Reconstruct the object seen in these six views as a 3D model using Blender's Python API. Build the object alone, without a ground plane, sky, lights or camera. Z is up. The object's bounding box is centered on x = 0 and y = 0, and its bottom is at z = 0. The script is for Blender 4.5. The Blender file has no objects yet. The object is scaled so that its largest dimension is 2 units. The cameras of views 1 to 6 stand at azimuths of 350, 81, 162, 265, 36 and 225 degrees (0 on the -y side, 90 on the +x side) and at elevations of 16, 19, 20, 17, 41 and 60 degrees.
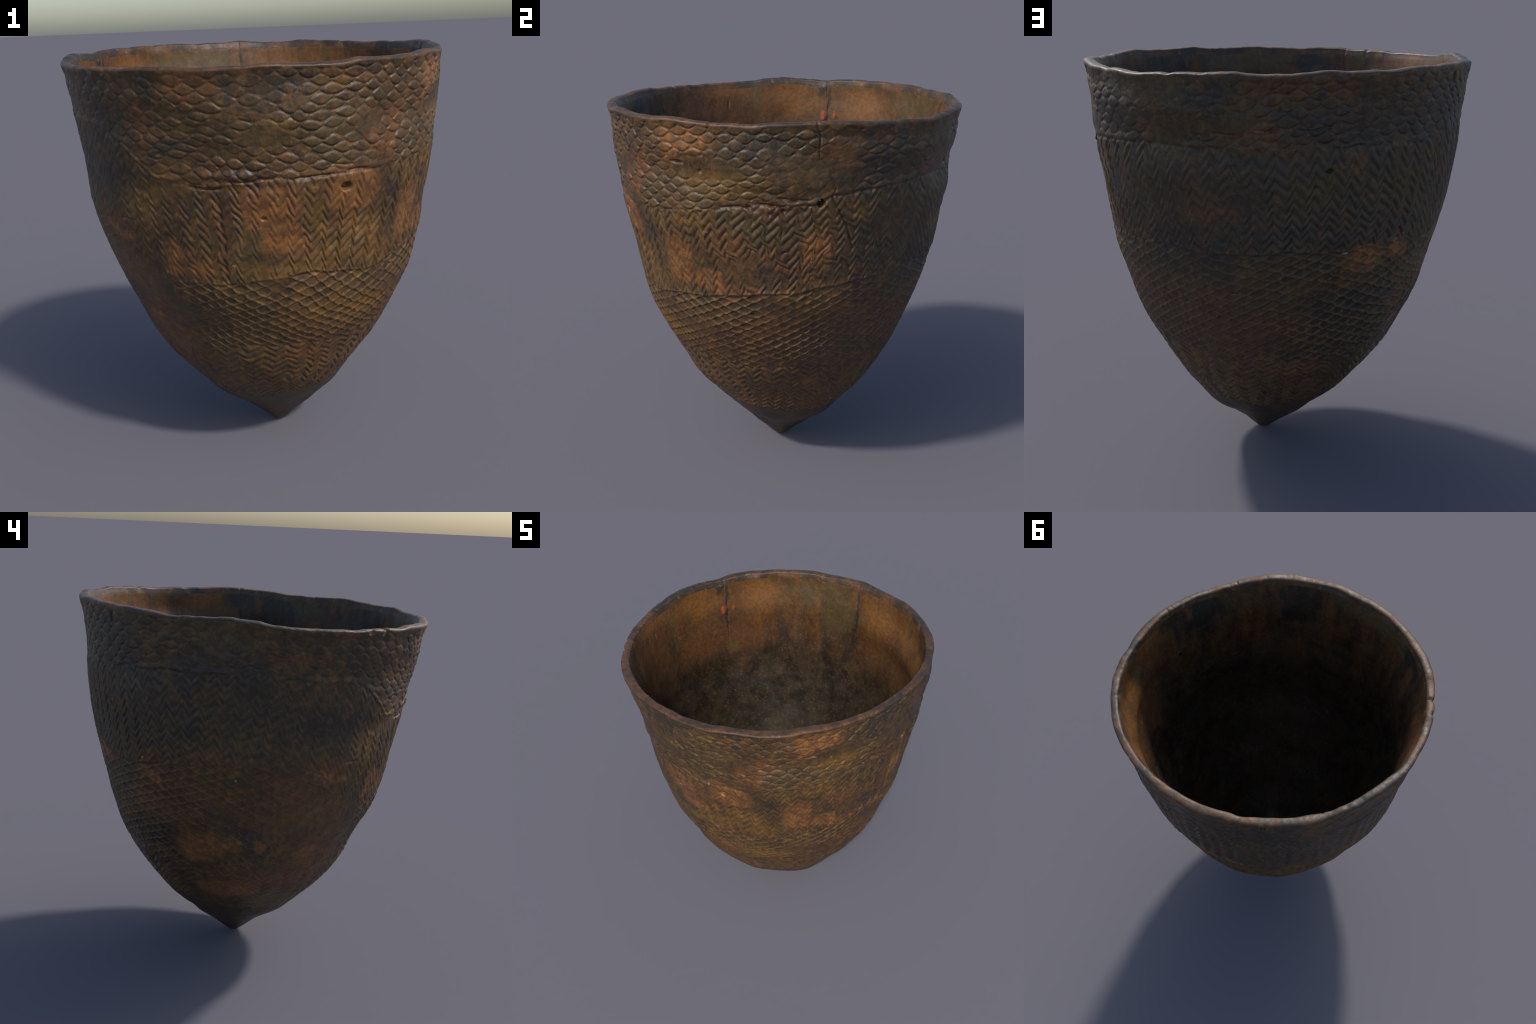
# Pointed-base clay cooking pot, four stamped bands (net, herringbone, net, herringbone),
# smooth pointed foot, rounded lip, smoothed interior.
import bpy, math
import numpy as np

rng = np.random.default_rng(11)
N_AROUND, N_OUT, N_LIP, N_IN = 1500, 560, 14, 170
WALL = 0.043                       # wall thickness at the mouth
TIP_X, TIP_Y = 0.073, 0.032        # the foot stands off the centre of the mouth

# ------------------------------------------------------------------ profile
# radius against height: mean profile, and how far each height is out of round (lobes)
HEIGHT = [0.0, .03, .07, .12, .18, .26, .36, .48, .62, .78, .95, 1.12, 1.3, 1.45, 1.6, 1.72, 1.84, 1.98]
MEAN = [.024, .057, .099, .154, .220, .315, .402, .501, .591, .667, .732, .779, .817, .841, .862, .871, .889, .893]
LOBES = {  # harmonic: (cosine part, sine part) at those heights
    1: ([0, 0, -.001, -.005, -.008, -.007, -.018, -.026, -.029, -.021, -.021, -.015, -.017, -.005, -.001, -.004, .003, .007],
        [-.001, -.001, .002, .008, .011, .003, .002, .001, .004, .005, -.005, -.001, .005, .002, .003, 0, .004, -.002]),
    2: ([-.001, -.002, -.002, -.002, .001, .008, 0, -.006, -.003, -.002, -.003, .002, .001, -.002, -.002, 0, 0, -.005],
        [-.001, 0, .001, .001, 0, .009, .007, .013, .008, .001, 0, .008, .009, .006, .009, .011, .022, .023]),
    3: ([0, 0, 0, -.006, .001, .002, .008, .005, .008, .006, .003, 0, -.004, -.006, -.005, .002, -.002, -.002],
        [0, 0, 0, -.004, -.001, -.003, .001, .003, -.001, .001, .001, .002, .002, .006, .007, .008, .008, .006]),
    4: ([0, 0, 0, .001, 0, -.002, -.002, -.003, .001, .002, -.001, 0, 0, -.002, -.005, .002, -.007, -.002],
        [0, 0, 0, -.002, 0, .001, .003, .003, -.003, -.001, -.003, -.001, -.001, .001, .002, .001, .002, .001]),
}
# height of the lip every 10 degrees round the mouth, from the +x axis
LIP_Z = [1.974, 1.975, 1.973, 1.971, 1.972, 1.983, 1.987, 1.984, 1.993, 1.994, 1.99, 1.997, 1.996, 1.99, 1.985, 1.978, 1.98, 1.98,
         1.966, 1.952, 1.946, 1.942, 1.94, 1.944, 1.941, 1.938, 1.943, 1.938, 1.939, 1.948, 1.946, 1.952, 1.958, 1.95, 1.951, 1.965]
# lower edges of the bands: (angle in degrees, height)
EDGE_NECK = [(-180, 1.732), (-168, 1.72), (-155, 1.70), (-145, 1.665), (-138, 1.58), (-131, 1.50), (-114, 1.462), (-104, 1.49), (-90, 1.486),
             (-76, 1.503), (-67, 1.512), (-53, 1.514), (-40, 1.544), (-23, 1.581), (-6, 1.60), (1, 1.618), (6, 1.655), (13, 1.677), (27, 1.688),
             (41, 1.70), (65, 1.702), (92, 1.70), (119, 1.695), (126, 1.716), (149, 1.737), (176, 1.736)]
EDGE_BELLY = [(-169, 1.31), (-158, 1.265), (-148, 1.12), (-138, 1.035), (-130, 1.028), (-116, 1.033), (-107, 1.059), (-99, 1.061), (-86, 1.074),
              (-67, 1.045), (-45, 1.09), (-29, 1.135), (-3, 1.175), (2, 1.195), (15, 1.22), (28, 1.237), (39, 1.265), (60, 1.262), (78, 1.267),
              (93, 1.257), (111, 1.27), (132, 1.24), (153, 1.284), (172, 1.313)]
EDGE_LOWER = [(-123, .674), (-110, .693), (-77, .684), (-58, .695), (-23, .702), (0, .73), (23, .709), (50, .698), (92, .70), (140, .69), (180, .69)]
EDGE_FOOT = [(-160, .34), (-123, .308), (-103, .319), (-77, .33), (-47, .351), (-22, .357), (6, .347), (45, .36), (73, .33), (110, .36), (143, .388), (163, .367)]


def smooth01(x, a, b):
    t = np.clip((x - a) / (b - a), 0, 1)
    return t * t * (3 - 2 * t)


def spline(x, xs, ys):
    """cubic Hermite with averaged slopes, flattened where the data turns"""
    xs, ys = np.asarray(xs, float), np.asarray(ys, float)
    d = np.diff(ys) / np.diff(xs)
    m = np.concatenate([[d[0]], (d[:-1] + d[1:]) / 2, [d[-1]]])
    i = np.clip(np.searchsorted(xs, x) - 1, 0, len(xs) - 2)
    h = xs[i + 1] - xs[i]
    t = np.clip((x - xs[i]) / h, 0, 1)
    return (ys[i] * (1 + 2 * t) * (1 - t) ** 2 + ys[i + 1] * t * t * (3 - 2 * t)
            + h * m[i] * t * (1 - t) ** 2 - h * m[i + 1] * t * t * (1 - t))


def around(theta, points):
    """periodic linear interpolation, angle in degrees -> value"""
    a = np.array([p[0] for p in points], float)
    v = np.array([p[1] for p in points], float)
    return np.interp(np.degrees(theta), a, v, period=360)


def lip_height(theta):
    a = np.degrees(theta) % 360
    xs = np.arange(-20, 390, 10)
    ys = [LIP_Z[int(x // 10) % 36] for x in xs]
    return spline(a, xs, ys)


def radius(theta, z):
    r = spline(z, HEIGHT, MEAN)
    for k, (c, s) in LOBES.items():
        r = r + spline(z, HEIGHT, c) * np.cos(k * theta) + spline(z, HEIGHT, s) * np.sin(k * theta)
    return r


def axis(z):
    s = 1 - z / 1.9
    return TIP_X * s, TIP_Y * s


def at(theta, z, r):
    ax, ay = axis(z)
    return np.stack([ax + r * np.cos(theta), ay + r * np.sin(theta), z], -1)


# ------------------------------------------------------------------ noise
PERM = rng.permutation(256)
VALS = rng.random(256) * 2 - 1


def noise(p, scale, seed=0):
    q = np.asarray(p) * scale + seed * 17.31
    i = np.floor(q).astype(np.int64)
    f = q - i
    f = f * f * f * (f * (f * 6 - 15) + 10)
    out = 0
    for dx in (0, 1):
        wx = f[..., 0] if dx else 1 - f[..., 0]
        hx = PERM[(i[..., 0] + dx) & 255]
        for dy in (0, 1):
            wy = wx * (f[..., 1] if dy else 1 - f[..., 1])
            hy = PERM[(hx + i[..., 1] + dy) & 255]
            for dz in (0, 1):
                w = wy * (f[..., 2] if dz else 1 - f[..., 2])
                out = out + w * VALS[PERM[(hy + i[..., 2] + dz) & 255]]
    return out


def cell_random(i, j, seed):
    return (VALS[PERM[(PERM[(i + seed * 7) & 255] + j) & 255]] + 1) / 2


# ------------------------------------------------------------------ stamped relief (0 = the highest points)
S_TABLE_Z = np.linspace(0, 2.05, 800)
S_TABLE = np.concatenate([[0], np.cumsum(np.hypot(np.diff(S_TABLE_Z), np.diff(spline(S_TABLE_Z, HEIGHT, MEAN))))])


def along(z):
    """length along the wall, from the foot"""
    return np.interp(z, S_TABLE_Z, S_TABLE)


def scales_relief(x, y):
    """net with large meshes: almond-shaped pillows standing between thread prints"""
    p, q = x + y, x - y
    ip, iq = np.round(p).astype(int), np.round(q).astype(int)
    dx, dy = (p - ip + q - iq) / 2, (p - ip - q + iq) / 2
    r1, r2 = cell_random(ip, iq, 1), cell_random(ip, iq, 2)
    r3 = cell_random(ip, iq, 3)
    dy = dy + (r3 - .5) * .10
    dx = dx + (cell_random(ip, iq, 6) - .5) * .10
    f = 1 - (dx / (.43 + .07 * r1)) ** 2 - np.abs(dy) / (.27 + .10 * r2)
    t = np.clip(f / .62, 0, 1)
    pillow = np.sqrt(np.clip(1 - (1 - t) ** 2, 0, 1))
    under = np.exp(-((dy + .33 * (1 - 3 * dx * dx)) / .05) ** 2) * (np.abs(dx) < .42)   # the thread bites under each mesh
    worn = np.where(cell_random(ip, iq, 4) < .14, .35, 1.0)
    return pillow * (.50 + .50 * r1) * worn - 1 - .35 * under * worn


def mesh_relief(x, y, strong):
    """fine net: thin raised threads round sunken meshes"""
    p, q = x + y, x - y
    p, q = p + .055 * np.sin(2 * np.pi * q), q + .055 * np.sin(2 * np.pi * p)
    ip, iq = np.round(p), np.round(q)
    a = .5 - np.abs(p - ip)
    b = .5 - np.abs(q - iq)
    ra = np.exp(-(a / .10) ** 2)
    rb = np.exp(-(b / .10) ** 2) * strong
    dish = cell_random(ip.astype(int), iq.astype(int), 5) * .35
    return np.maximum(ra, rb) - 1 - dish * smooth01(np.minimum(a, b), .05, .4)


def zigzag_relief(x, y, lean, amp, fade_up):
    """herringbone: stacked chevron ridges; lean = share of the period taken by one arm"""
    f = x - np.floor(x)
    tri = np.where(f < lean, f / lean, (1 - f) / (1 - lean)) - .5
    arm = np.where(f < lean, 1.0, fade_up)
    ph = y + amp * tri
    s = np.abs(np.sin(np.pi * ph))
    groove = np.exp(-(np.minimum(f, 1 - f) / .05) ** 2) * .15
    stroke = .55 + .45 * cell_random(np.floor(ph).astype(int), np.floor(x).astype(int) * 2 + (f < lean), 31)   # every stroke printed its own depth
    return (s ** 1.35 - 1) * arm * stroke - groove * stroke


CRACK = [(-1, 2.0), (1, 1.914), (1, 1.816), (4, 1.758), (6, 1.676), (5, 1.641), (8, 1.58), (11, 1.479), (13, 1.40), (14, 1.33)]
SEAMS = [([(-113, 1.42), (-113, 1.254), (-114, 1.05)], .006, .010), ([(-87, 1.48), (-87, 1.34)], .003, .02),
         ([(151, 1.97), (151, 1.70), (151, 1.50)], .0025, .012), ([(-169, 1.41), (-167, 1.19)], .003, .02)]
PITS = [(-77, 1.442, .022, .016, .034), (-43, 1.761, .032, .008, .014), (-101, 1.331, .012, .007, .014), (2, 1.615, .015, .015, .052), (-6, 1.618, .022, .006, .012), (-13, 1.598, .018, .007, .013), (-20, 1.582, .016, .006, .010), (-9, 1.575, .010, .010, .010), (-31, 1.963, .007, .03, .010),
        (87, 1.612, .014, .009, .02), (129, 1.935, .012, .022, .02), (61, 1.073, .028, .006, .014), (-148, 1.95, .02, .03, .012),
        (-35, 1.73, .010, .010, .008), (-128, 1.60, .02, .01, .008)]
SWELL = [(152, 1.80, .20, .10, -.010), (150, 1.66, .24, .12, -.005), (-165, 1.80, .18, .08, -.005), (-48, 1.80, .24, .10, .011), (27, 1.78, .20, .10, .006), (-85, 1.78, .15, .12, .004), (-121, 1.66, .16, .09, -.006),
         (72, 1.87, .16, .06, -.008), (72, 1.73, .16, .05, .007), (2, 1.82, .12, .06, -.005), (4, 1.71, .12, .04, .004), (25, 1.70, .14, .04, .005),
         (112, 1.94, .50, .045, .007), (120, 1.75, .45, .09, -.006), (-138, 1.94, .40, .045, .006), (-138, 1.76, .35, .09, -.005),
         (134, .95, .16, .10, .008), (20, .75, .18, .08, .006), (118, 1.00, .14, .14, .006), (-155, .90, .25, .16, -.006), (-122, .76, .25, .16, -.005), (5, .62, .16, .12, -.004), (-70, .58, .16, .10, -.004),
         (85, .26, .15, .055, .010), (-48, .17, .16, .05, .012), (62, 1.88, .20, .06, -.005), (92, 1.965, .18, .035, .006), (-82, .44, .14, .06, .006), (145, .25, .15, .055, .007)]
SPLITS = [(56, 63, 1.758, .008), (66, 74, 1.772, .007), (77, 88, 1.779, .009), (90, 97, 1.70, .006), (-122, -111, 1.462, .012), (-110, -96, 1.492, .010), (-93, -80, 1.492, .008), (-78, -70, 1.510, .007), (-84, -74, 1.535, .006), (-30, -19, 1.575, .008), (-18, -8, 1.60, .010),
          (-12, -1, 1.632, .008), (151, 157, 1.735, .004), (164, 171, 1.732, .004), (-174, -169, 1.722, .004), (-150, -142, 1.30, .005)]
FLAT = [(-33, 1.745, .24, .065), (-100, 1.67, .12, .05), (-91, 1.80, .05, .04), (-70, 1.69, .07, .07), (58, 1.79, .16, .05), (10, 1.74, .08, .04),
        (161, .82, .22, .16), (170, .52, .26, .14), (-155, .98, .26, .16), (-128, 1.44, .14, .05), (-140, .85, .14, .25), (-104, 1.13, .12, .05), (-20, 1.27, .18, .08)]


def angle_gap(theta, deg):
    return (theta - math.radians(deg) + np.pi) % (2 * np.pi) - np.pi


def relief(theta, z, P, zlip):
    n1, n2, n3, n4 = noise(P, 3.1, 1), noise(P, 6.5, 2), noise(P, 14, 3), noise(P, 24, 30)
    zj = z + .006 * n3 + .010 * n2
    neck, belly = around(theta, EDGE_NECK), around(theta, EDGE_BELLY)
    lower, foot = around(theta, EDGE_LOWER), around(theta, EDGE_FOOT)
    s = along(z)
    turn = theta / (2 * np.pi)
    # net meshes at the neck
    sag = along(1.60 + .105 * np.cos(theta - math.radians(118)))
    y1 = (s - sag) / .067 + .30 * n1 + .16 * n2 + .05 * n3
    x1 = turn * 62 + .40 * n1 + .16 * noise(P, 7, 5) + .05 * n4
    h1 = .0070 * scales_relief(x1, y1)
    # herringbone of the belly, printed in panels that do not quite meet
    panel = np.floor(turn * 17 + .12 * n2).astype(int)
    shift = cell_random(panel, panel * 0, 9)
    lean = np.clip(.5 + .22 * n1 + .12 * (shift - .5) + .22 * np.exp(-(angle_gap(theta, -122) / .16) ** 2), .28, .80)
    muddle = np.exp(-(angle_gap(theta, -8) / .38) ** 2 - ((z - 1.38) / .15) ** 2)      # where the print was smeared twice
    y2 = (s - sag) / .046 + 1.0 * shift + .45 * n1 + .22 * n2 + (.05 + .35 * muddle) * n3 + (.05 + .30 * muddle) * n4
    x2 = turn * 69 + .25 * shift + .13 * n2 + (.07 + .3 * muddle) * n3 + (.05 + .2 * muddle) * n4
    h2 = .0084 * zigzag_relief(x2, y2, lean, 1.05 + .25 * np.exp(-(angle_gap(theta, -95) / .7) ** 2) + .15 * n1, np.clip(.95 + .4 * noise(P, 5, 6) - .22 * np.exp(-(angle_gap(theta, -92) / .75) ** 2), .40, 1.1))
    # fine net
    sag3 = along(1.17 + .12 * np.cos(theta - math.radians(125)))
    y3 = (s - sag3) / .046 + .45 * n1 + .16 * n2 + .07 * n4
    x3 = turn * 49 + .4 * n1 + .16 * n2 + .08 * n4
    h3 = .0062 * mesh_relief(x3, y3, np.clip(.95 + .5 * noise(P, 4, 7), .45, 1))
    # small herringbone above the foot
    x4 = turn * 37 + .3 * n2 + .10 * n3
    y4 = s / .043 + .4 * n1 + .3 * n2 + .10 * n3
    h4 = .0105 * zigzag_relief(x4, y4, np.clip(.5 + .2 * n1, .3, .7), 1.0, np.clip(.9 + .4 * n2, .5, 1.1))
    h5 = -.002 + .0015 * n2
    w1 = smooth01(zj, neck - .006, neck + .006)
    w2 = smooth01(zj, belly - .008, belly + .008)
    w3 = smooth01(zj, lower - .012, lower + .012)
    w4 = smooth01(zj, foot - .010, foot + .010)
    # worn and smeared places
    wear = smooth01(noise(P, 4.3, 8) + .45 * noise(P, 11, 9), .06, .62) * .76
    for a, zc, rw, rh in FLAT:
        r = np.hypot(angle_gap(theta, a) * .85 / rw, (z - zc) / rh) + .25 * n2
        wear = np.maximum(wear, .92 * smooth01(r, 1.15, .6))
    wear = np.where(w1 > .5, wear, wear * .75)
    side = np.exp(-(angle_gap(theta, -165) / 1.0) ** 2)          # the dark weathered side is printed more shallowly
    lay = 1 - .45 * side - .22 * np.exp(-(angle_gap(theta, 45) / .65) ** 2)
    h1 = -.004 + (h1 * lay + .004) * (1 - wear)
    h2 = -.004 + (h2 * lay + .004) * (1 - wear)
    h3 = -.004 + (h3 * lay + .004) * (1 - wear)
    h4 = -.004 + (h4 * lay + .004) * (1 - wear * (1 - .75 * np.exp(-(angle_gap(theta, 20) / 1.5) ** 2)))
    under_lip = smooth01(zlip - z, .012 + .010 * n2, .030)
    h1 = -.002 + (h1 + .002) * under_lip
    h = h5 + (h4 - h5) * w4
    h = h + (h3 - h) * w3
    h = h + (h2 - h) * w2
    h = h + (h1 - h) * w1
    # ledges and grooves where the bands meet
    broken = smooth01(noise(P, 5, 12), -.45, .25)
    h = h - .0055 * broken * (1 - .7 * side) * (1 - .6 * np.exp(-(angle_gap(theta, 75) / .6) ** 2)) * np.exp(-((zj - neck + .004) / .0055) ** 2) + .004 * (.5 + n2) * np.exp(-((zj - neck - .012) / .011) ** 2)
    h = h - .0020 * broken * (1 - side) * np.exp(-((zj - belly + .010) / .008) ** 2) + .003 * (1 - side) * np.exp(-((zj - belly - .004) / .006) ** 2)
    h = h - .002 * broken * np.exp(-((zj - lower) / .008) ** 2)
    # folds of smeared clay beside the hole
    fold = np.exp(-(angle_gap(theta, -14) / .22) ** 2 - ((z - 1.60) / .06) ** 2)
    h = h + .010 * fold * (noise(P * np.array([1, 1, 2.2]), 17, 13) + .4 * n4)
    fold = np.exp(-(angle_gap(theta, 74) / .22) ** 2 - ((z - 1.73) / .05) ** 2)
    h = h + .0025 * fold * noise(P * np.array([1, 1, 2.6]), 14, 14)
    fold = np.exp(-(angle_gap(theta, -110) / .35) ** 2 - ((z - 1.50) / .05) ** 2)
    h = h + .009 * fold * noise(P * np.array([1, 1, 3.2]), 11, 15)
    # swellings and hollows left by the potter's hands
    for a, zc, rw, rh, amount in SWELL:
        h = h + amount * np.exp(-(angle_gap(theta, a) * .86 / rw) ** 2 - ((z - zc) / rh) ** 2)
    for a0, a1, zc, depth in SPLITS:                          # coil joints that opened in drying
        mid_a, half_a = (a0 + a1) / 2, math.radians(a1 - a0) / 2
        on = smooth01(1 - np.abs(angle_gap(theta, mid_a)) / half_a, 0, .4)
        h = h - depth * on * np.exp(-((z - zc + .010 * n3) / .0042) ** 2)
    # cracks, mended seams and pits
    zz = np.array([p[1] for p in CRACK][::-1])
    aa = np.radians([p[0] for p in CRACK][::-1])
    g = (theta - np.interp(z, zz, aa) + np.pi) % (2 * np.pi) - np.pi
    on = smooth01(z, 1.33, 1.42)
    h = h - .0095 * on * (.75 + .4 * n2) * np.exp(-((g * .87 + .006 * n3 + .004 * n4) / .0032) ** 2)
    for line, depth, width in SEAMS:
        zz = np.array([p[1] for p in line][::-1])
        aa = np.radians([p[0] for p in line][::-1])
        g = (theta - np.interp(z, zz, aa) + np.pi) % (2 * np.pi) - np.pi
        on = smooth01(z, zz[0] - .02, zz[0] + .02) * smooth01(z, zz[-1] + .02, zz[-1] - .02)
        h = h - depth * on * np.exp(-((g * .85 + .008 * n3) / width) ** 2)
    for a, zc, rw, rh, depth in PITS:
        r2 = (angle_gap(theta, a) * .86 / rw) ** 2 + ((z - zc) / rh) ** 2
        h = h - depth * np.exp(-np.minimum(r2 * r2, 40))
    h = h - .008 * np.exp(-(angle_gap(theta, -142) * .88 / .016) ** 2) * smooth01(zlip - z, .10, .02)
    h = h + .0016 * n3 + .0030 * n2 + .004 * n1 + .0012 * n4 + .0009 * noise(P, 48, 16)
    h = h + .010 * smooth01(zlip - z, .070, .008) * (1 + .5 * n2)                 # the mouth is turned out a little
    return h


# ------------------------------------------------------------------ the wall as one sheet: outside, lip, inside
theta = np.linspace(-np.pi, np.pi, N_AROUND, endpoint=False)
z_top = lip_height(theta) + .0045 * noise(at(theta, np.full_like(theta, 1.95), np.full_like(theta, .9)), 11, 20)
NOTCH = np.exp(-(angle_gap(theta, -142) * .88 / .013) ** 2)                       # a chip out of the mouth
for a, w, d in ((46, .020, .004), (-103, .035, .005), (153, .040, .006), (-178, .035, .005), (120, .030, .004), (24, .035, .006), (75, .04, .004), (-60, .03, .003)):
    z_top = z_top - d * np.exp(-(angle_gap(theta, a) * .88 / w) ** 2)
z_top = z_top - .008 * NOTCH
LIP_R = .013                                                   # the lip is pinched flat: it rises this far above the walls
z_rest = 1.966 - LIP_R
arc = along(z_rest)
t_rows = np.interp(np.linspace(0.004, arc, N_OUT), S_TABLE, S_TABLE_Z)          # even spacing along the wall
T, TH = np.meshgrid(t_rows, theta, indexing="ij")


def lift(zrow, th):
    """shear the upper wall so that its last row follows the uneven lip"""
    return zrow + (z_top - LIP_R - z_rest)[None, :] * smooth01(zrow, 1.25, z_rest)


ZO = lift(T, TH)
round_tip = np.sqrt(np.clip(1 - (1 - np.clip(ZO / .014, 0, 1)) ** 2, 0, 1))
outer = at(TH, ZO, radius(TH, ZO) * round_tip)


def sheet_normals(P):
    du = np.roll(P, -1, 1) - np.roll(P, 1, 1)
    dv = np.empty_like(P)
    dv[1:-1] = P[2:] - P[:-2]
    dv[0], dv[-1] = P[1] - P[0], P[-1] - P[-2]
    n = np.cross(du, dv)
    return n / np.maximum(np.linalg.norm(n, axis=-1, keepdims=True), 1e-12)


h = relief(TH, ZO, outer, z_top[None, :])
h = h * smooth01(ZO, .01, .08)
outer = outer + sheet_normals(outer) * (h + .003 * smooth01(ZO, .5, 1.0))[..., None]

# inside: the outer shape set back by the wall, closed by a rounded bottom
IN_BOTTOM = .115
z_in = np.interp(np.linspace(along(IN_BOTTOM) + .004, arc, N_IN), S_TABLE, S_TABLE_Z)[::-1]
TI, THI = np.meshgrid(z_in, theta, indexing="ij")
ZI = lift(TI, THI)
slope = np.gradient(spline(S_TABLE_Z, HEIGHT, MEAN), S_TABLE_Z)
slope = np.convolve(np.pad(slope, 20, mode="edge"), np.ones(41) / 41, "valid")
thick = WALL + .014 * smooth01(ZI, 1.955, 1.80) * (.8 + .4 * noise(at(THI, ZI, .8), 2.5, 40)) - .003 * smooth01(ZI, 1.0, .5)
thick = thick - (.009 + .006 * noise(at(THI, ZI * 0 + 1.95, .9), 5, 41) + .004 * noise(at(THI, ZI * 0 + 1.95, .9), 15, 42)) * smooth01((z_top[None, :] - ZI), .04, .0)
for a, zc, rw, rh, amount in ((40, 1.90, .40, .05, .006), (42, 1.74, .40, .06, -.006), (132, 1.70, .30, .20, .008), (-150, 1.88, .25, .07, .006), (-25, 1.50, .30, .20, .005),
                               (132, 1.20, .30, .15, -.006), (20, 1.60, .20, .20, .005), (-158, 1.50, .25, .20, .006), (-15, 1.72, .2, .15, -.005)):
    thick = thick + amount * np.exp(-(angle_gap(THI, a) * .8 / rw) ** 2 - ((ZI - zc) / rh) ** 2)
setback = thick * np.sqrt(1 + np.interp(ZI, S_TABLE_Z, slope) ** 2)
RI = np.maximum(radius(THI, ZI) - setback, .004)
RI = RI * np.sqrt(np.clip(1 - (1 - np.clip((ZI - IN_BOTTOM + .01) / .06, 0, 1)) ** 2, 0, 1))
inner = at(THI, ZI, RI)
pi_ = inner
dents = .006 * noise(pi_, 3, 21) + .004 * noise(pi_ * np.array([1, 1, .6]), 8, 22) + .0012 * noise(pi_, 22, 23)
zz = np.array([1.45, 1.70, 1.98]); aa = np.radians([149, 151, 150])
for deg, z0, depth in ((150, 1.45, .0035), (1, 1.55, .0045), (85, 1.60, .002), (-133, 1.70, .002)):
    g = angle_gap(THI, deg) * .85 + .018 * noise(pi_, 7, 24) + .006 * noise(pi_, 25, 27)
    dents = dents - depth * np.exp(-(g / .006) ** 2) * smooth01(ZI, z0 - .05, z0 + .05)
for a, zc, rw, rh, dep in ((-112, 1.84, .05, .006, .006), (146, 1.747, .008, .008, .006), (-166, 1.82, .006, .02, .006)):
    r2 = (angle_gap(THI, a) * .82 / rw) ** 2 + ((ZI - zc) / rh) ** 2
    dents = dents - dep * np.exp(-np.minimum(r2, 40))
dents = dents * smooth01(ZI, IN_BOTTOM, IN_BOTTOM + .1)
inner = inner + sheet_normals(inner) * dents[..., None]

# lip: half round from the last outer row to the first inner row
a, b = outer[-1], inner[0]
mid, half = (a + b) / 2, (a - b) / 2
up = np.array([0, 0, 1.0])
ang = np.linspace(0, np.pi, N_LIP + 2)[1:-1]
nl = noise(mid, 14, 25) * .22 + noise(mid, 36, 26) * .12
knick = np.exp(-(angle_gap(theta, -31) * .88 / .006) ** 2) * .3 + np.exp(-(angle_gap(theta, -1) * .88 / .006) ** 2) * .2
rise = (LIP_R * (1 + nl - knick))
lip = np.stack([mid + half * np.sign(math.cos(t)) * abs(math.cos(t)) ** .8 + up * (rise * math.sin(t) ** .85)[:, None] for t in ang])

sheet = np.concatenate([outer, lip, inner])
normals = sheet_normals(sheet)
ROWS = len(sheet)
foot_point = np.array([outer[0, :, 0].mean(), outer[0, :, 1].mean(), 0.0])
bottom_point = np.array([inner[-1, :, 0].mean(), inner[-1, :, 1].mean(), inner[-1, :, 2].mean() - .002])
low = min(sheet[..., 2].min(), 0)
sheet[..., 2] -= low

# ------------------------------------------------------------------ split into parts by region
fz = (ZO[:-1] + ZO[1:]) / 2
part_id = np.full((ROWS - 1, N_AROUND), 6)
wob = .006 * noise((outer[:-1] + outer[1:]) / 2, 14, 3)
fz = fz + wob
oid = np.full(fz.shape, 1)
oid[fz < around(TH[:-1], EDGE_NECK)] = 2
oid[fz < around(TH[:-1], EDGE_BELLY)] = 3
oid[fz < around(TH[:-1], EDGE_LOWER)] = 4
oid[fz < around(TH[:-1], EDGE_FOOT)] = 5
part_id[:N_OUT - 1] = oid
part_id[N_OUT - 1:N_OUT + N_LIP + 2] = 0

# the hole is pierced right through the wall
hole_o = np.hypot(angle_gap(TH[:-1], 2) * .86 / .009, ((ZO[:-1] + ZO[1:]) / 2 - 1.615) / .009) < 1
part_id[:N_OUT - 1][hole_o] = -1
hole_i = np.hypot(angle_gap(THI[:-1], 2) * .82 / .012, ((ZI[:-1] + ZI[1:]) / 2 - 1.612) / .012) < 1
part_id[N_OUT + N_LIP:][hole_i] = -1
r_i, c_i = np.meshgrid(np.arange(ROWS - 1), np.arange(N_AROUND), indexing="ij")
c_n = (c_i + 1) % N_AROUND
quads = np.stack([r_i * N_AROUND + c_i, r_i * N_AROUND + c_n, (r_i + 1) * N_AROUND + c_n, (r_i + 1) * N_AROUND + c_i], -1)
flat_pos, flat_nor = sheet.reshape(-1, 3), normals.reshape(-1, 3)


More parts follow.
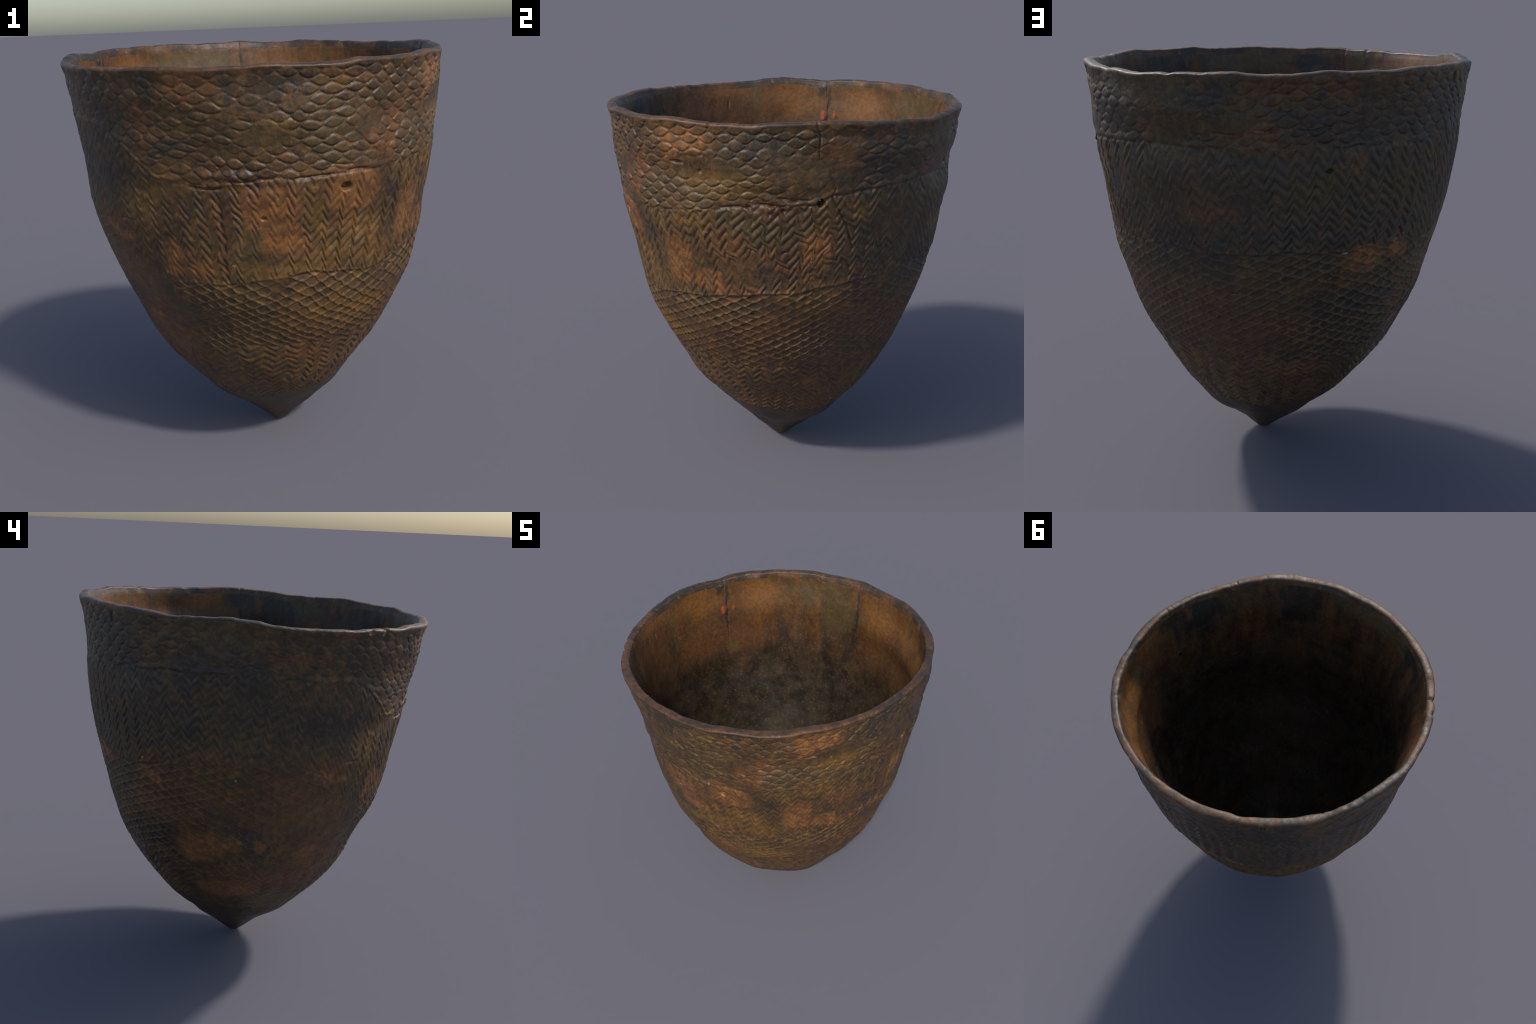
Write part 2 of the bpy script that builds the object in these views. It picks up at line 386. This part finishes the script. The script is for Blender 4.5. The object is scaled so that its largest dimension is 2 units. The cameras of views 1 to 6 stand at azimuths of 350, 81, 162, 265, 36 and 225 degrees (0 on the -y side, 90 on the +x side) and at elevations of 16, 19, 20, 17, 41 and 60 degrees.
def new_part(name, ids, parent, material, cap_row=None, cap_point=None):
    q = quads[np.isin(part_id, ids)]
    used, inv = np.unique(q, return_inverse=True)
    inv = inv.reshape(-1)
    pos, nor = flat_pos[used], flat_nor[used]
    loops, starts = inv, np.arange(len(q)) * 4
    if cap_row is not None:                                    # close the end with a fan
        ring = np.searchsorted(used, cap_row * N_AROUND + np.arange(N_AROUND))
        nxt = np.roll(ring, -1)
        apex = np.full(N_AROUND, len(pos))
        tri = np.stack([apex, nxt, ring] if cap_row == 0 else [apex, ring, nxt], -1)
        starts = np.concatenate([starts, len(loops) + np.arange(N_AROUND) * 3])
        loops = np.concatenate([loops, tri.reshape(-1)])
        pos = np.concatenate([pos, cap_point[None]])
        nor = np.concatenate([nor, [[0, 0, -1.0 if cap_row == 0 else 1.0]]])
    me = bpy.data.meshes.new(name)
    me.vertices.add(len(pos))
    me.vertices.foreach_set("co", pos.astype(np.float32).ravel())
    me.loops.add(len(loops))
    me.loops.foreach_set("vertex_index", loops.astype(np.int32))
    me.polygons.add(len(starts))
    me.polygons.foreach_set("loop_start", starts.astype(np.int32))
    me.update(calc_edges=True)
    me.polygons.foreach_set("use_smooth", np.ones(len(starts), dtype=bool))
    me.normals_split_custom_set_from_vertices(nor.astype(np.float32))
    me.materials.append(material)
    ob = bpy.data.objects.new(name, me)
    bpy.context.scene.collection.objects.link(ob)
    ob.parent = parent
    return ob


# ------------------------------------------------------------------ materials
class Graph:
    def __init__(self, name):
        self.mat = bpy.data.materials.new(name)
        self.mat.use_nodes = True
        self.t = self.mat.node_tree
        self.bsdf = self.t.nodes["Principled BSDF"]
        self.co = self.new("ShaderNodeTexCoord").outputs["Object"]

    def new(self, kind, **kw):
        n = self.t.nodes.new(kind)
        for k, v in kw.items():
            setattr(n, k, v)
        return n

    def put(self, socket, v):
        if isinstance(v, bpy.types.NodeSocket):
            self.t.links.new(v, socket)
        else:
            socket.default_value = v

    def math(self, op, a, b=0.0, c=0.0):
        n = self.new("ShaderNodeMath", operation=op)
        for s, v in zip(n.inputs, (a, b, c)):
            self.put(s, v)
        return n.outputs[0]

    def vec(self, op, a, b=(0, 0, 0), c=(0, 0, 0)):
        n = self.new("ShaderNodeVectorMath", operation=op)
        for s, v in zip(n.inputs, (a, b, c)):
            self.put(s, v)
        return n.outputs["Value" if op in ("LENGTH", "DISTANCE", "DOT_PRODUCT") else "Vector"]

    def noise(self, scale, detail=4, rough=.6, co=None, out="Fac", seed=0.0):
        n = self.new("ShaderNodeTexNoise")
        n.inputs["Scale"].default_value = scale
        n.inputs["Detail"].default_value = detail
        n.inputs["Roughness"].default_value = rough
        src = co or self.co
        if seed:
            src = self.vec("ADD", src, (seed, seed * 1.7, seed * .6))
        self.put(n.inputs["Vector"], src)
        return n.outputs[out]

    def band(self, v, lo, hi, a=0.0, b=1.0):
        n = self.new("ShaderNodeMapRange", interpolation_type="SMOOTHSTEP")
        self.put(n.inputs["Value"], v)
        n.inputs["From Min"].default_value, n.inputs["From Max"].default_value = lo, hi
        n.inputs["To Min"].default_value, n.inputs["To Max"].default_value = a, b
        return n.outputs[0]

    def mix(self, f, a, b, blend="MIX"):
        n = self.new("ShaderNodeMix", data_type="RGBA", blend_type=blend)
        self.put(n.inputs["Factor"], f)
        for i, v in ((6, a), (7, b)):
            self.put(n.inputs[i], (*v, 1) if isinstance(v, tuple) else v)
        return n.outputs[2]

    def patches(self, spots, co, set_back=0.0, angular=False):
        """distance (1 = edge) to the nearest of several patches (angle, height, half width, half height)"""
        best = None
        for a, z, w, hh in spots:
            a = math.radians(a)
            r = float(radius(np.array(a), np.array(z))) - set_back
            p = at(np.array(a), np.array(z), r)
            s = (1 / w, 1 / w, 1 / hh)
            v = self.vec("MULTIPLY_ADD", co, s, tuple(-float(p[i]) * s[i] for i in range(3)))
            if angular:                                        # straight upper, lower and side edges, like sherds
                flat = self.vec("LENGTH", self.vec("MULTIPLY", v, (1, 1, 0)))
                d = self.math("MAXIMUM", flat, self.vec("LENGTH", self.vec("MULTIPLY", v, (0, 0, 1))))
                d = self.math("MULTIPLY", self.math("ADD", d, self.vec("LENGTH", v)), .5)
            else:
                d = self.vec("LENGTH", v)
            best = d if best is None else self.math("MINIMUM", best, d)
        return best


DARK, BROWN = (.044, .025, .012), (.122, .058, .018)
OCHRE, OLIVE = (.190, .096, .018), (.082, .055, .017)
RUST, ORANGE = (.170, .066, .020), (.270, .108, .028)
DEEP_RUST, SOOT = (.110, .043, .018), (.030, .027, .023)

OUT_SHERD = [(-99, 1.375, .125, .095), (-74, 1.415, .120, .085), (-95, 1.235, .095, .060), (-48, 1.275, .075, .14), (-36, 1.195, .085, .055), (2, 1.40, .075, .08)]     # oxidised fields of the belly
OUT_ORANGE = [(-40, 1.868, .17, .075), (-45, 1.82, .06, .10), (161, .824, .14, .11), (169, .547, .19, .09), (-130, 1.134, .06, .10), (174, .843, .05, .06), (103, 1.205, .12, .07), (116, 1.24, .06, .05),
              (-176, .85, .035, .06), (-155, .79, .09, .05), (-152, 1.22, .14, .04), (143, 1.20, .07, .04), (-122, 1.10, .10, .05)]
OUT_RUST = [(165, 1.15, .26, .08), (-165, 1.12, .22, .09), (150, 1.02, .16, .10), (-150, .72, .20, .12), (-165, .62, .22, .09), (-66, 1.60, .09, .08), (-122, 1.126, .14, .08), (-149, 1.261, .11, .08), (-88, .612, .15, .07), (-147, .924, .11, .18), (-143, .657, .11, .10), (-118, 1.862, .15, .07),
            (3, 1.39, .11, .10), (-24, 1.167, .20, .035), (6, 1.841, .08, .08), (-60, 1.713, .10, .10), (-28, 1.38, .12, .10), (102, 1.198, .13, .08), (55, 1.438, .12, .05),
            (66, 1.75, .15, .05), (39, 1.759, .08, .07), (86, .646, .18, .05), (116, 1.235, .10, .09), (68, 1.877, .08, .07), (156, 1.227, .09, .06), (168, 1.335, .09, .05),
            (-170, 1.208, .12, .06), (-155, 1.26, .20, .10), (-156, .773, .15, .10), (-176, .988, .08, .11), (-159, .595, .17, .08), (-135, 1.745, .09, .12), (137, 1.042, .13, .08), (-80, 1.51, .2, .03)]
OUT_OCHRE = [(-70, 1.24, .14, .08), (-82, 1.15, .18, .06), (-84, 1.30, .05, .12), (-93, 1.09, .25, .05), (-129, 1.481, .16, .06), (-63, 1.13, .14, .07), (-30, 1.67, .22, .09), (-40, 1.514, .15, .06), (141, 1.201, .10, .06), (-156, 1.023, .24, .12),
             (-139, 1.36, .13, .15), (-72, .85, .35, .10), (-87, 1.432, .04, .07)]
OUT_OLIVE = [(-103, 1.669, .19, .09), (84, 1.528, .16, .08), (-85, 1.62, .12, .06), (110, 1.5, .2, .12), (-55, 1.6, .08, .15), (-20, 1.45, .15, .12)]
OUT_DEEP = [(-12, 1.585, .18, .07), (-6, 1.335, .15, .09), (-76, 1.269, .11, .05), (-113, 1.295, .06, .18), (-5, .9, .5, .18), (60, .9, .5, .2), (0, .5, .4, .12), (75, 1.70, .2, .04)]
OUT_SMOKE_SHADE = [(40, 1.4, .5, .35), (75, 1.5, .5, .40), (110, 1.45, .5, .35), (145, 1.55, .45, .25), (180, 1.62, .40, .20), (-160, 1.55, .25, .15), (60, .9, .5, .25), (100, .8, .4, .3),
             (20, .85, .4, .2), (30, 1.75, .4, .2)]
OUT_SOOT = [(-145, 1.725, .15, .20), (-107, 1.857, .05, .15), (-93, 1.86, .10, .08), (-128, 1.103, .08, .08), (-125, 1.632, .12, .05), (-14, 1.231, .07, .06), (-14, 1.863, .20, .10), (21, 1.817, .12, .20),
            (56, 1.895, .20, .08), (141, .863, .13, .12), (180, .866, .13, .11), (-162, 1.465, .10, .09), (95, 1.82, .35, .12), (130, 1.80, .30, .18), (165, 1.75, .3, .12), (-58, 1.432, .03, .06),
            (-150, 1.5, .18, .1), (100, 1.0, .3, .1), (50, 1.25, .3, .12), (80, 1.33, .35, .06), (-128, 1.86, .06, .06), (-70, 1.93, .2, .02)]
SPECKS = [(-34, 1.446, .007, .006), (7, .858, .009, .007), (9, .54, .007, .006), (26, .428, .010, .004), (44, 1.399, .006, .018), (95, 1.251, .020, .006), (116, 1.297, .006, .008),
          (30, .426, .007, .006), (140, 1.283, .008, .008), (174, 1.236, .007, .007), (-175, 1.034, .005, .005), (142, 1.439, .006, .006), (-74, 1.166, .006, .016), (-111, 1.125, .011, .005), (-41, 1.75, .008, .004)]


def outside_material():
    g = Graph("fired_clay_outside")
    w1 = g.noise(5, 3, .6, out="Color")
    w2 = g.noise(19, 3, .65, out="Color", seed=3.1)
    warp = g.vec("MULTIPLY_ADD", w1, (.16, .16, .16), g.co)
    warp = g.vec("MULTIPLY_ADD", w2, (.075, .075, .075), warp)
    warp = g.vec("ADD", warp, (-.1175, -.1175, -.1175))
    big, mid, fine = g.noise(2.6, 5, .6, seed=1.0), g.noise(9, 6, .68, seed=2.0), g.noise(30, 5, .72, seed=5.0)
    stroke = g.noise(60, 3, .6, co=g.vec("MULTIPLY", g.co, (1, 1, .55)), seed=4.0)
    grain = g.math("ADD", g.math("MULTIPLY_ADD", mid, 1.5, -.75), g.math("MULTIPLY_ADD", fine, 1.1, -.55))
    c = g.mix(g.band(mid, .36, .62), DARK, BROWN)
    c = g.mix(g.band(big, .42, .64, 0, .65), c, OLIVE)
    c = g.mix(g.band(g.noise(7, 6, .72, seed=8.0), .50, .70, 0, .65), c, OCHRE)
    c = g.mix(g.band(g.noise(11, 5, .7, seed=21.0), .56, .70, 0, .6), c, RUST)

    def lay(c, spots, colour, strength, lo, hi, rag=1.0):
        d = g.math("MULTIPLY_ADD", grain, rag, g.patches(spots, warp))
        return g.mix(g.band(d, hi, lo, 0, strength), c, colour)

    c = lay(c, OUT_SMOKE_SHADE, (.040, .034, .026), .62, .3, 1.3)  # smoke on the back half, with that side's shade painted into the colour
    c = lay(c, OUT_OLIVE, OLIVE, .75, .2, 1.3)
    c = lay(c, OUT_DEEP, DEEP_RUST, .65, .2, 1.3)
    c = lay(c, OUT_OCHRE, OCHRE, .75, .3, 1.2)
    c = lay(c, OUT_RUST, RUST, .75, .3, 1.2)
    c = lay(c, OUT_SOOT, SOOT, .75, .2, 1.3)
    soft = g.vec("ADD", g.vec("MULTIPLY_ADD", w2, (.07, .07, .07), g.vec("MULTIPLY_ADD", w1, (.08, .08, .08), g.co)), (-.075, -.075, -.075))
    c = lay(c, OUT_ORANGE, ORANGE, .85, .62, 1.10, .55)
    d = g.math("MULTIPLY_ADD", grain, .38, g.patches(OUT_SHERD, soft, 0.0, True))
    c = g.mix(g.band(d, 1.24, .80, 0, .86), c, g.mix(g.band(mid, .34, .60), (.200, .080, .023), ORANGE))
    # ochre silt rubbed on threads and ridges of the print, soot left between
    point = g.new("ShaderNodeNewGeometry").outputs["Pointiness"]
    zc = g.new("ShaderNodeSeparateXYZ")
    g.put(zc.inputs[0], g.co)
    low_net = g.band(zc.outputs["Z"], 1.28, 1.05)
    ridge = g.band(point, .50, .545)
    c = g.mix(g.math("MULTIPLY", ridge, g.math("MULTIPLY_ADD", low_net, .38, .14)), c, (.225, .120, .040))
    # silt caught in the thread prints of the neck, in places
    print_line = g.band(point, .497, .465)
    some = g.band(g.noise(4.5, 4, .6, seed=15.0), .46, .58)
    c = g.mix(g.math("MULTIPLY", g.math("MULTIPLY", print_line, some), g.band(zc.outputs["Z"], 1.4, 1.6, 0, .35)), c, (.16, .085, .024))
    # mottling and grain
    c = g.mix(g.band(fine, .40, .60, .85, 0), c, g.mix(.62, c, (.014, .011, .009)))
    fleck = g.noise(24, 5, .75, seed=27.0)
    c = g.mix(g.band(fleck, .54, .66, 0, .55), c, g.mix(.55, c, (.26, .105, .022)))
    c = g.mix(g.band(fleck, .46, .36, 0, .5), c, g.mix(.6, c, (.060, .050, .022)))
    c = g.mix(g.band(g.noise(90, 3, .6, seed=17.0), .55, .75, 0, .4), c, g.mix(.6, c, (.22, .12, .045)))
    c = g.mix(g.band(stroke, .55, .8, 0, .40), c, g.mix(.6, c, (.23, .14, .06)))
    d = g.patches(SPECKS, g.vec("MULTIPLY_ADD", w2, (.006, .006, .006), g.vec("ADD", g.co, (-.003, -.003, -.003))))
    c = g.mix(g.band(d, .95, .5), c, (.26, .26, .22))
    g.put(g.bsdf.inputs["Base Color"], c)
    g.put(g.bsdf.inputs["Roughness"], g.band(mid, .3, .7, .36, .54))
    g.bsdf.inputs["Specular IOR Level"].default_value = .5
    bump = g.new("ShaderNodeBump")
    bump.inputs["Strength"].default_value = .5
    bump.inputs["Distance"].default_value = .004
    g.put(bump.inputs["Height"], g.noise(70, 5, .65, seed=6.0))
    g.put(g.bsdf.inputs["Normal"], bump.outputs[0])
    return g.mat


IN_ORANGE = [(166, 1.86, .24, .13), (133, 1.84, .17, .16), (70, 1.83, .19, .18), (51, 1.86, .15, .16), (36, 1.76, .10, .22), (-166, 1.90, .20, .06), (15, 1.9, .18, .07)]
IN_BROWN = [(50, 1.647, .18, .22), (166, 1.575, .24, .16), (-163, 1.722, .18, .22), (143, 1.581, .20, .16), (15, 1.85, .2, .15), (-150, 1.83, .15, .10), (30, 1.5, .15, .2), (70, 1.62, .14, .18)]
IN_OLIVE = [(111, 1.85, .18, .12), (95, 1.75, .14, .15), (100, 1.90, .2, .06), (-179, 1.811, .04, .25), (52, 1.841, .03, .20), (-140, 1.88, .04, .08), (-100, 1.87, .35, .08), (149, 1.49, .05, .05), (-20, 1.86, .2, .1)]
IN_SOOT = [(149.8, 1.70, .016, .16), (1, 1.80, .014, .20), (-133, 1.80, .016, .12), (85, 1.65, .016, .2), (-122, 1.87, .14, .09), (150, 1.80, .018, .25), (85, 1.80, .025, .22), (-60, 1.80, .20, .25), (-15, 1.82, .22, .16), (153, 1.94, .02, .05), (4, 1.92, .10, .06)]
IN_RED = [(152.3, 1.764, .013, .032), (147.0, 1.770, .010, .030)]


def foot_material():
    g = Graph("burnished_clay_foot")
    mid, fine = g.noise(8, 5, .65, seed=2.0), g.noise(30, 5, .7, seed=5.0)
    c = g.mix(g.band(mid, .36, .62), (.042, .027, .018), (.078, .044, .024))
    c = g.mix(g.band(g.noise(14, 4, .6, seed=3.0), .54, .66, 0, .6), c, (.105, .048, .022))
    c = g.mix(g.band(fine, .40, .60, .6, 0), c, g.mix(.5, c, (.016, .013, .011)))
    g.put(g.bsdf.inputs["Base Color"], c)
    g.put(g.bsdf.inputs["Roughness"], g.band(fine, .3, .7, .42, .58))
    bump = g.new("ShaderNodeBump")
    bump.inputs["Strength"].default_value = .2
    bump.inputs["Distance"].default_value = .004
    g.put(bump.inputs["Height"], g.noise(50, 5, .65, seed=6.0))
    g.put(g.bsdf.inputs["Normal"], bump.outputs[0])
    return g.mat


def inside_material():
    g = Graph("fired_clay_inside")
    w1 = g.noise(6, 4, .6, out="Color", seed=.7)
    warp = g.vec("ADD", g.vec("MULTIPLY_ADD", w1, (.13, .13, .13), g.co), (-.065, -.065, -.065))
    big, mid, fine = g.noise(2.4, 5, .6, seed=1.5), g.noise(10, 6, .7, seed=2.5), g.noise(45, 4, .7, seed=3.5)
    zc = g.new("ShaderNodeSeparateXYZ")
    g.put(zc.inputs[0], g.co)
    streak = g.noise(9, 5, .68, co=g.vec("MULTIPLY", g.co, (1, 1, .28)), seed=5.5)
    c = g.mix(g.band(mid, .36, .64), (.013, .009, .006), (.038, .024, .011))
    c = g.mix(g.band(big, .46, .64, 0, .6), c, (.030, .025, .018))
    up_wall = g.math("ADD", zc.outputs["Z"], g.math("MULTIPLY_ADD", big, .7, -.35))
    up_wall = g.math("MULTIPLY_ADD", g.math("SUBTRACT", mid, .5), .4, up_wall)
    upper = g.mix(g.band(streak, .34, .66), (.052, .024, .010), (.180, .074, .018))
    c = g.mix(g.band(up_wall, 1.18, 1.84, 0, .92), c, upper)  # near-black low in the pot, browner towards the mouth
    c = g.mix(g.band(g.noise(5.5, 6, .7, seed=41.0), .52, .66, 0, .5), c, (.064, .044, .019))
    c = g.mix(g.band(g.noise(8, 6, .72, seed=43.0), .54, .66, 0, .6), c, (.036, .024, .013))
    grain = g.math("ADD", g.math("MULTIPLY_ADD", streak, 2.6, -1.3), g.math("MULTIPLY_ADD", mid, 1.4, -.7))

    def lay(c, spots, colour, strength, lo=.3, hi=1.2):
        d = g.math("ADD", g.patches(spots, warp, WALL + .013), grain)
        return g.mix(g.band(d, hi, lo, 0, strength), c, colour)

    c = lay(c, IN_BROWN, (.130, .052, .015), .75)
    c = lay(c, IN_ORANGE, (.270, .108, .022), .66, .1, 1.3)
    c = lay(c, IN_OLIVE, (.100, .068, .022), .75)
    c = lay(c, IN_SOOT, (.022, .020, .018), .8)
    d = g.patches(IN_RED, g.vec("ADD", g.vec("MULTIPLY_ADD", g.noise(40, 3, .6, out="Color"), (.02, .02, .02), g.co), (-.01, -.01, -.01)), WALL + .013)
    c = g.mix(g.band(d, 1.2, .6, 0, .85), c, (.42, .075, .015))
    d = g.patches([(110, .16, .18, .12)], warp, WALL)
    c = g.mix(g.band(d, 1.1, .2, 0, .35), c, (.15, .145, .12))
    c = g.mix(g.band(fine, .38, .58, .5, 0), c, g.mix(.6, c, (.012, .009, .007)))
    c = g.mix(g.band(fine, .55, .70, 0, .45), c, g.mix(.6, c, (.22, .125, .035)))
    scratch = g.noise(16, 6, .75, co=g.vec("MULTIPLY", g.vec("ADD", g.co, g.vec("MULTIPLY", w1, (.1, .1, .1))), (3.2, 1.0, 1.6)), seed=3.3)
    c = g.mix(g.band(scratch, .58, .72, 0, .35), c, g.mix(.5, c, (.24, .15, .055)))
    c = g.mix(g.band(g.noise(70, 3, .6, seed=31.0), .64, .74, 0, .4), c, (.17, .115, .05))
    c = g.mix(g.band(g.noise(110, 2, .5, seed=7.5), .70, .76, 0, .6), c, (.30, .24, .15))
    g.put(g.bsdf.inputs["Base Color"], c)
    g.put(g.bsdf.inputs["Roughness"], g.band(mid, .3, .7, .45, .62))
    bump = g.new("ShaderNodeBump")
    bump.inputs["Strength"].default_value = .25
    bump.inputs["Distance"].default_value = .004
    g.put(bump.inputs["Height"], g.noise(40, 5, .65, seed=6.5))
    g.put(g.bsdf.inputs["Normal"], bump.outputs[0])
    return g.mat


def lip_material():
    g = Graph("fired_clay_lip")
    w1 = g.noise(9, 4, .65, out="Color", seed=9.0)
    mid, fine = g.noise(7, 5, .65, seed=9.5), g.noise(40, 5, .7, seed=9.8)
    c = g.mix(g.band(mid, .40, .60), (.064, .033, .016), (.135, .058, .021))
    c = g.mix(g.band(g.noise(4, 5, .65, seed=12.0), .48, .60, 0, .85), c, (.036, .028, .020))
    c = g.mix(g.band(fine, .36, .60, .7, 0), c, g.mix(.6, c, (.024, .020, .017)))
    c = g.mix(g.band(g.noise(22, 4, .7, seed=14.0), .55, .68, 0, .5), c, (.24, .125, .050))
    g.put(g.bsdf.inputs["Base Color"], c)
    g.put(g.bsdf.inputs["Roughness"], g.band(fine, .3, .7, .42, .60))
    bump = g.new("ShaderNodeBump")
    bump.inputs["Strength"].default_value = .3
    bump.inputs["Distance"].default_value = .005
    g.put(bump.inputs["Height"], g.noise(50, 4, .65, seed=10.0))
    g.put(g.bsdf.inputs["Normal"], bump.outputs[0])
    return g.mat


pot = bpy.data.objects.new("clay_pot", None)
bpy.context.scene.collection.objects.link(pot)
pot["label"] = "dark brown pointed clay pot with net and herringbone prints"
pot["category"] = "clay pot"
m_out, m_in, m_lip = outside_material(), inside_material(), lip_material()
new_part("lip", [0], pot, m_lip)
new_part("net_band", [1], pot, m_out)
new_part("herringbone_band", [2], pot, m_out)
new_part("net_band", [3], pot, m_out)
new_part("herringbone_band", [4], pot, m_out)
new_part("pointed_foot", [5], pot, foot_material(), 0, foot_point)
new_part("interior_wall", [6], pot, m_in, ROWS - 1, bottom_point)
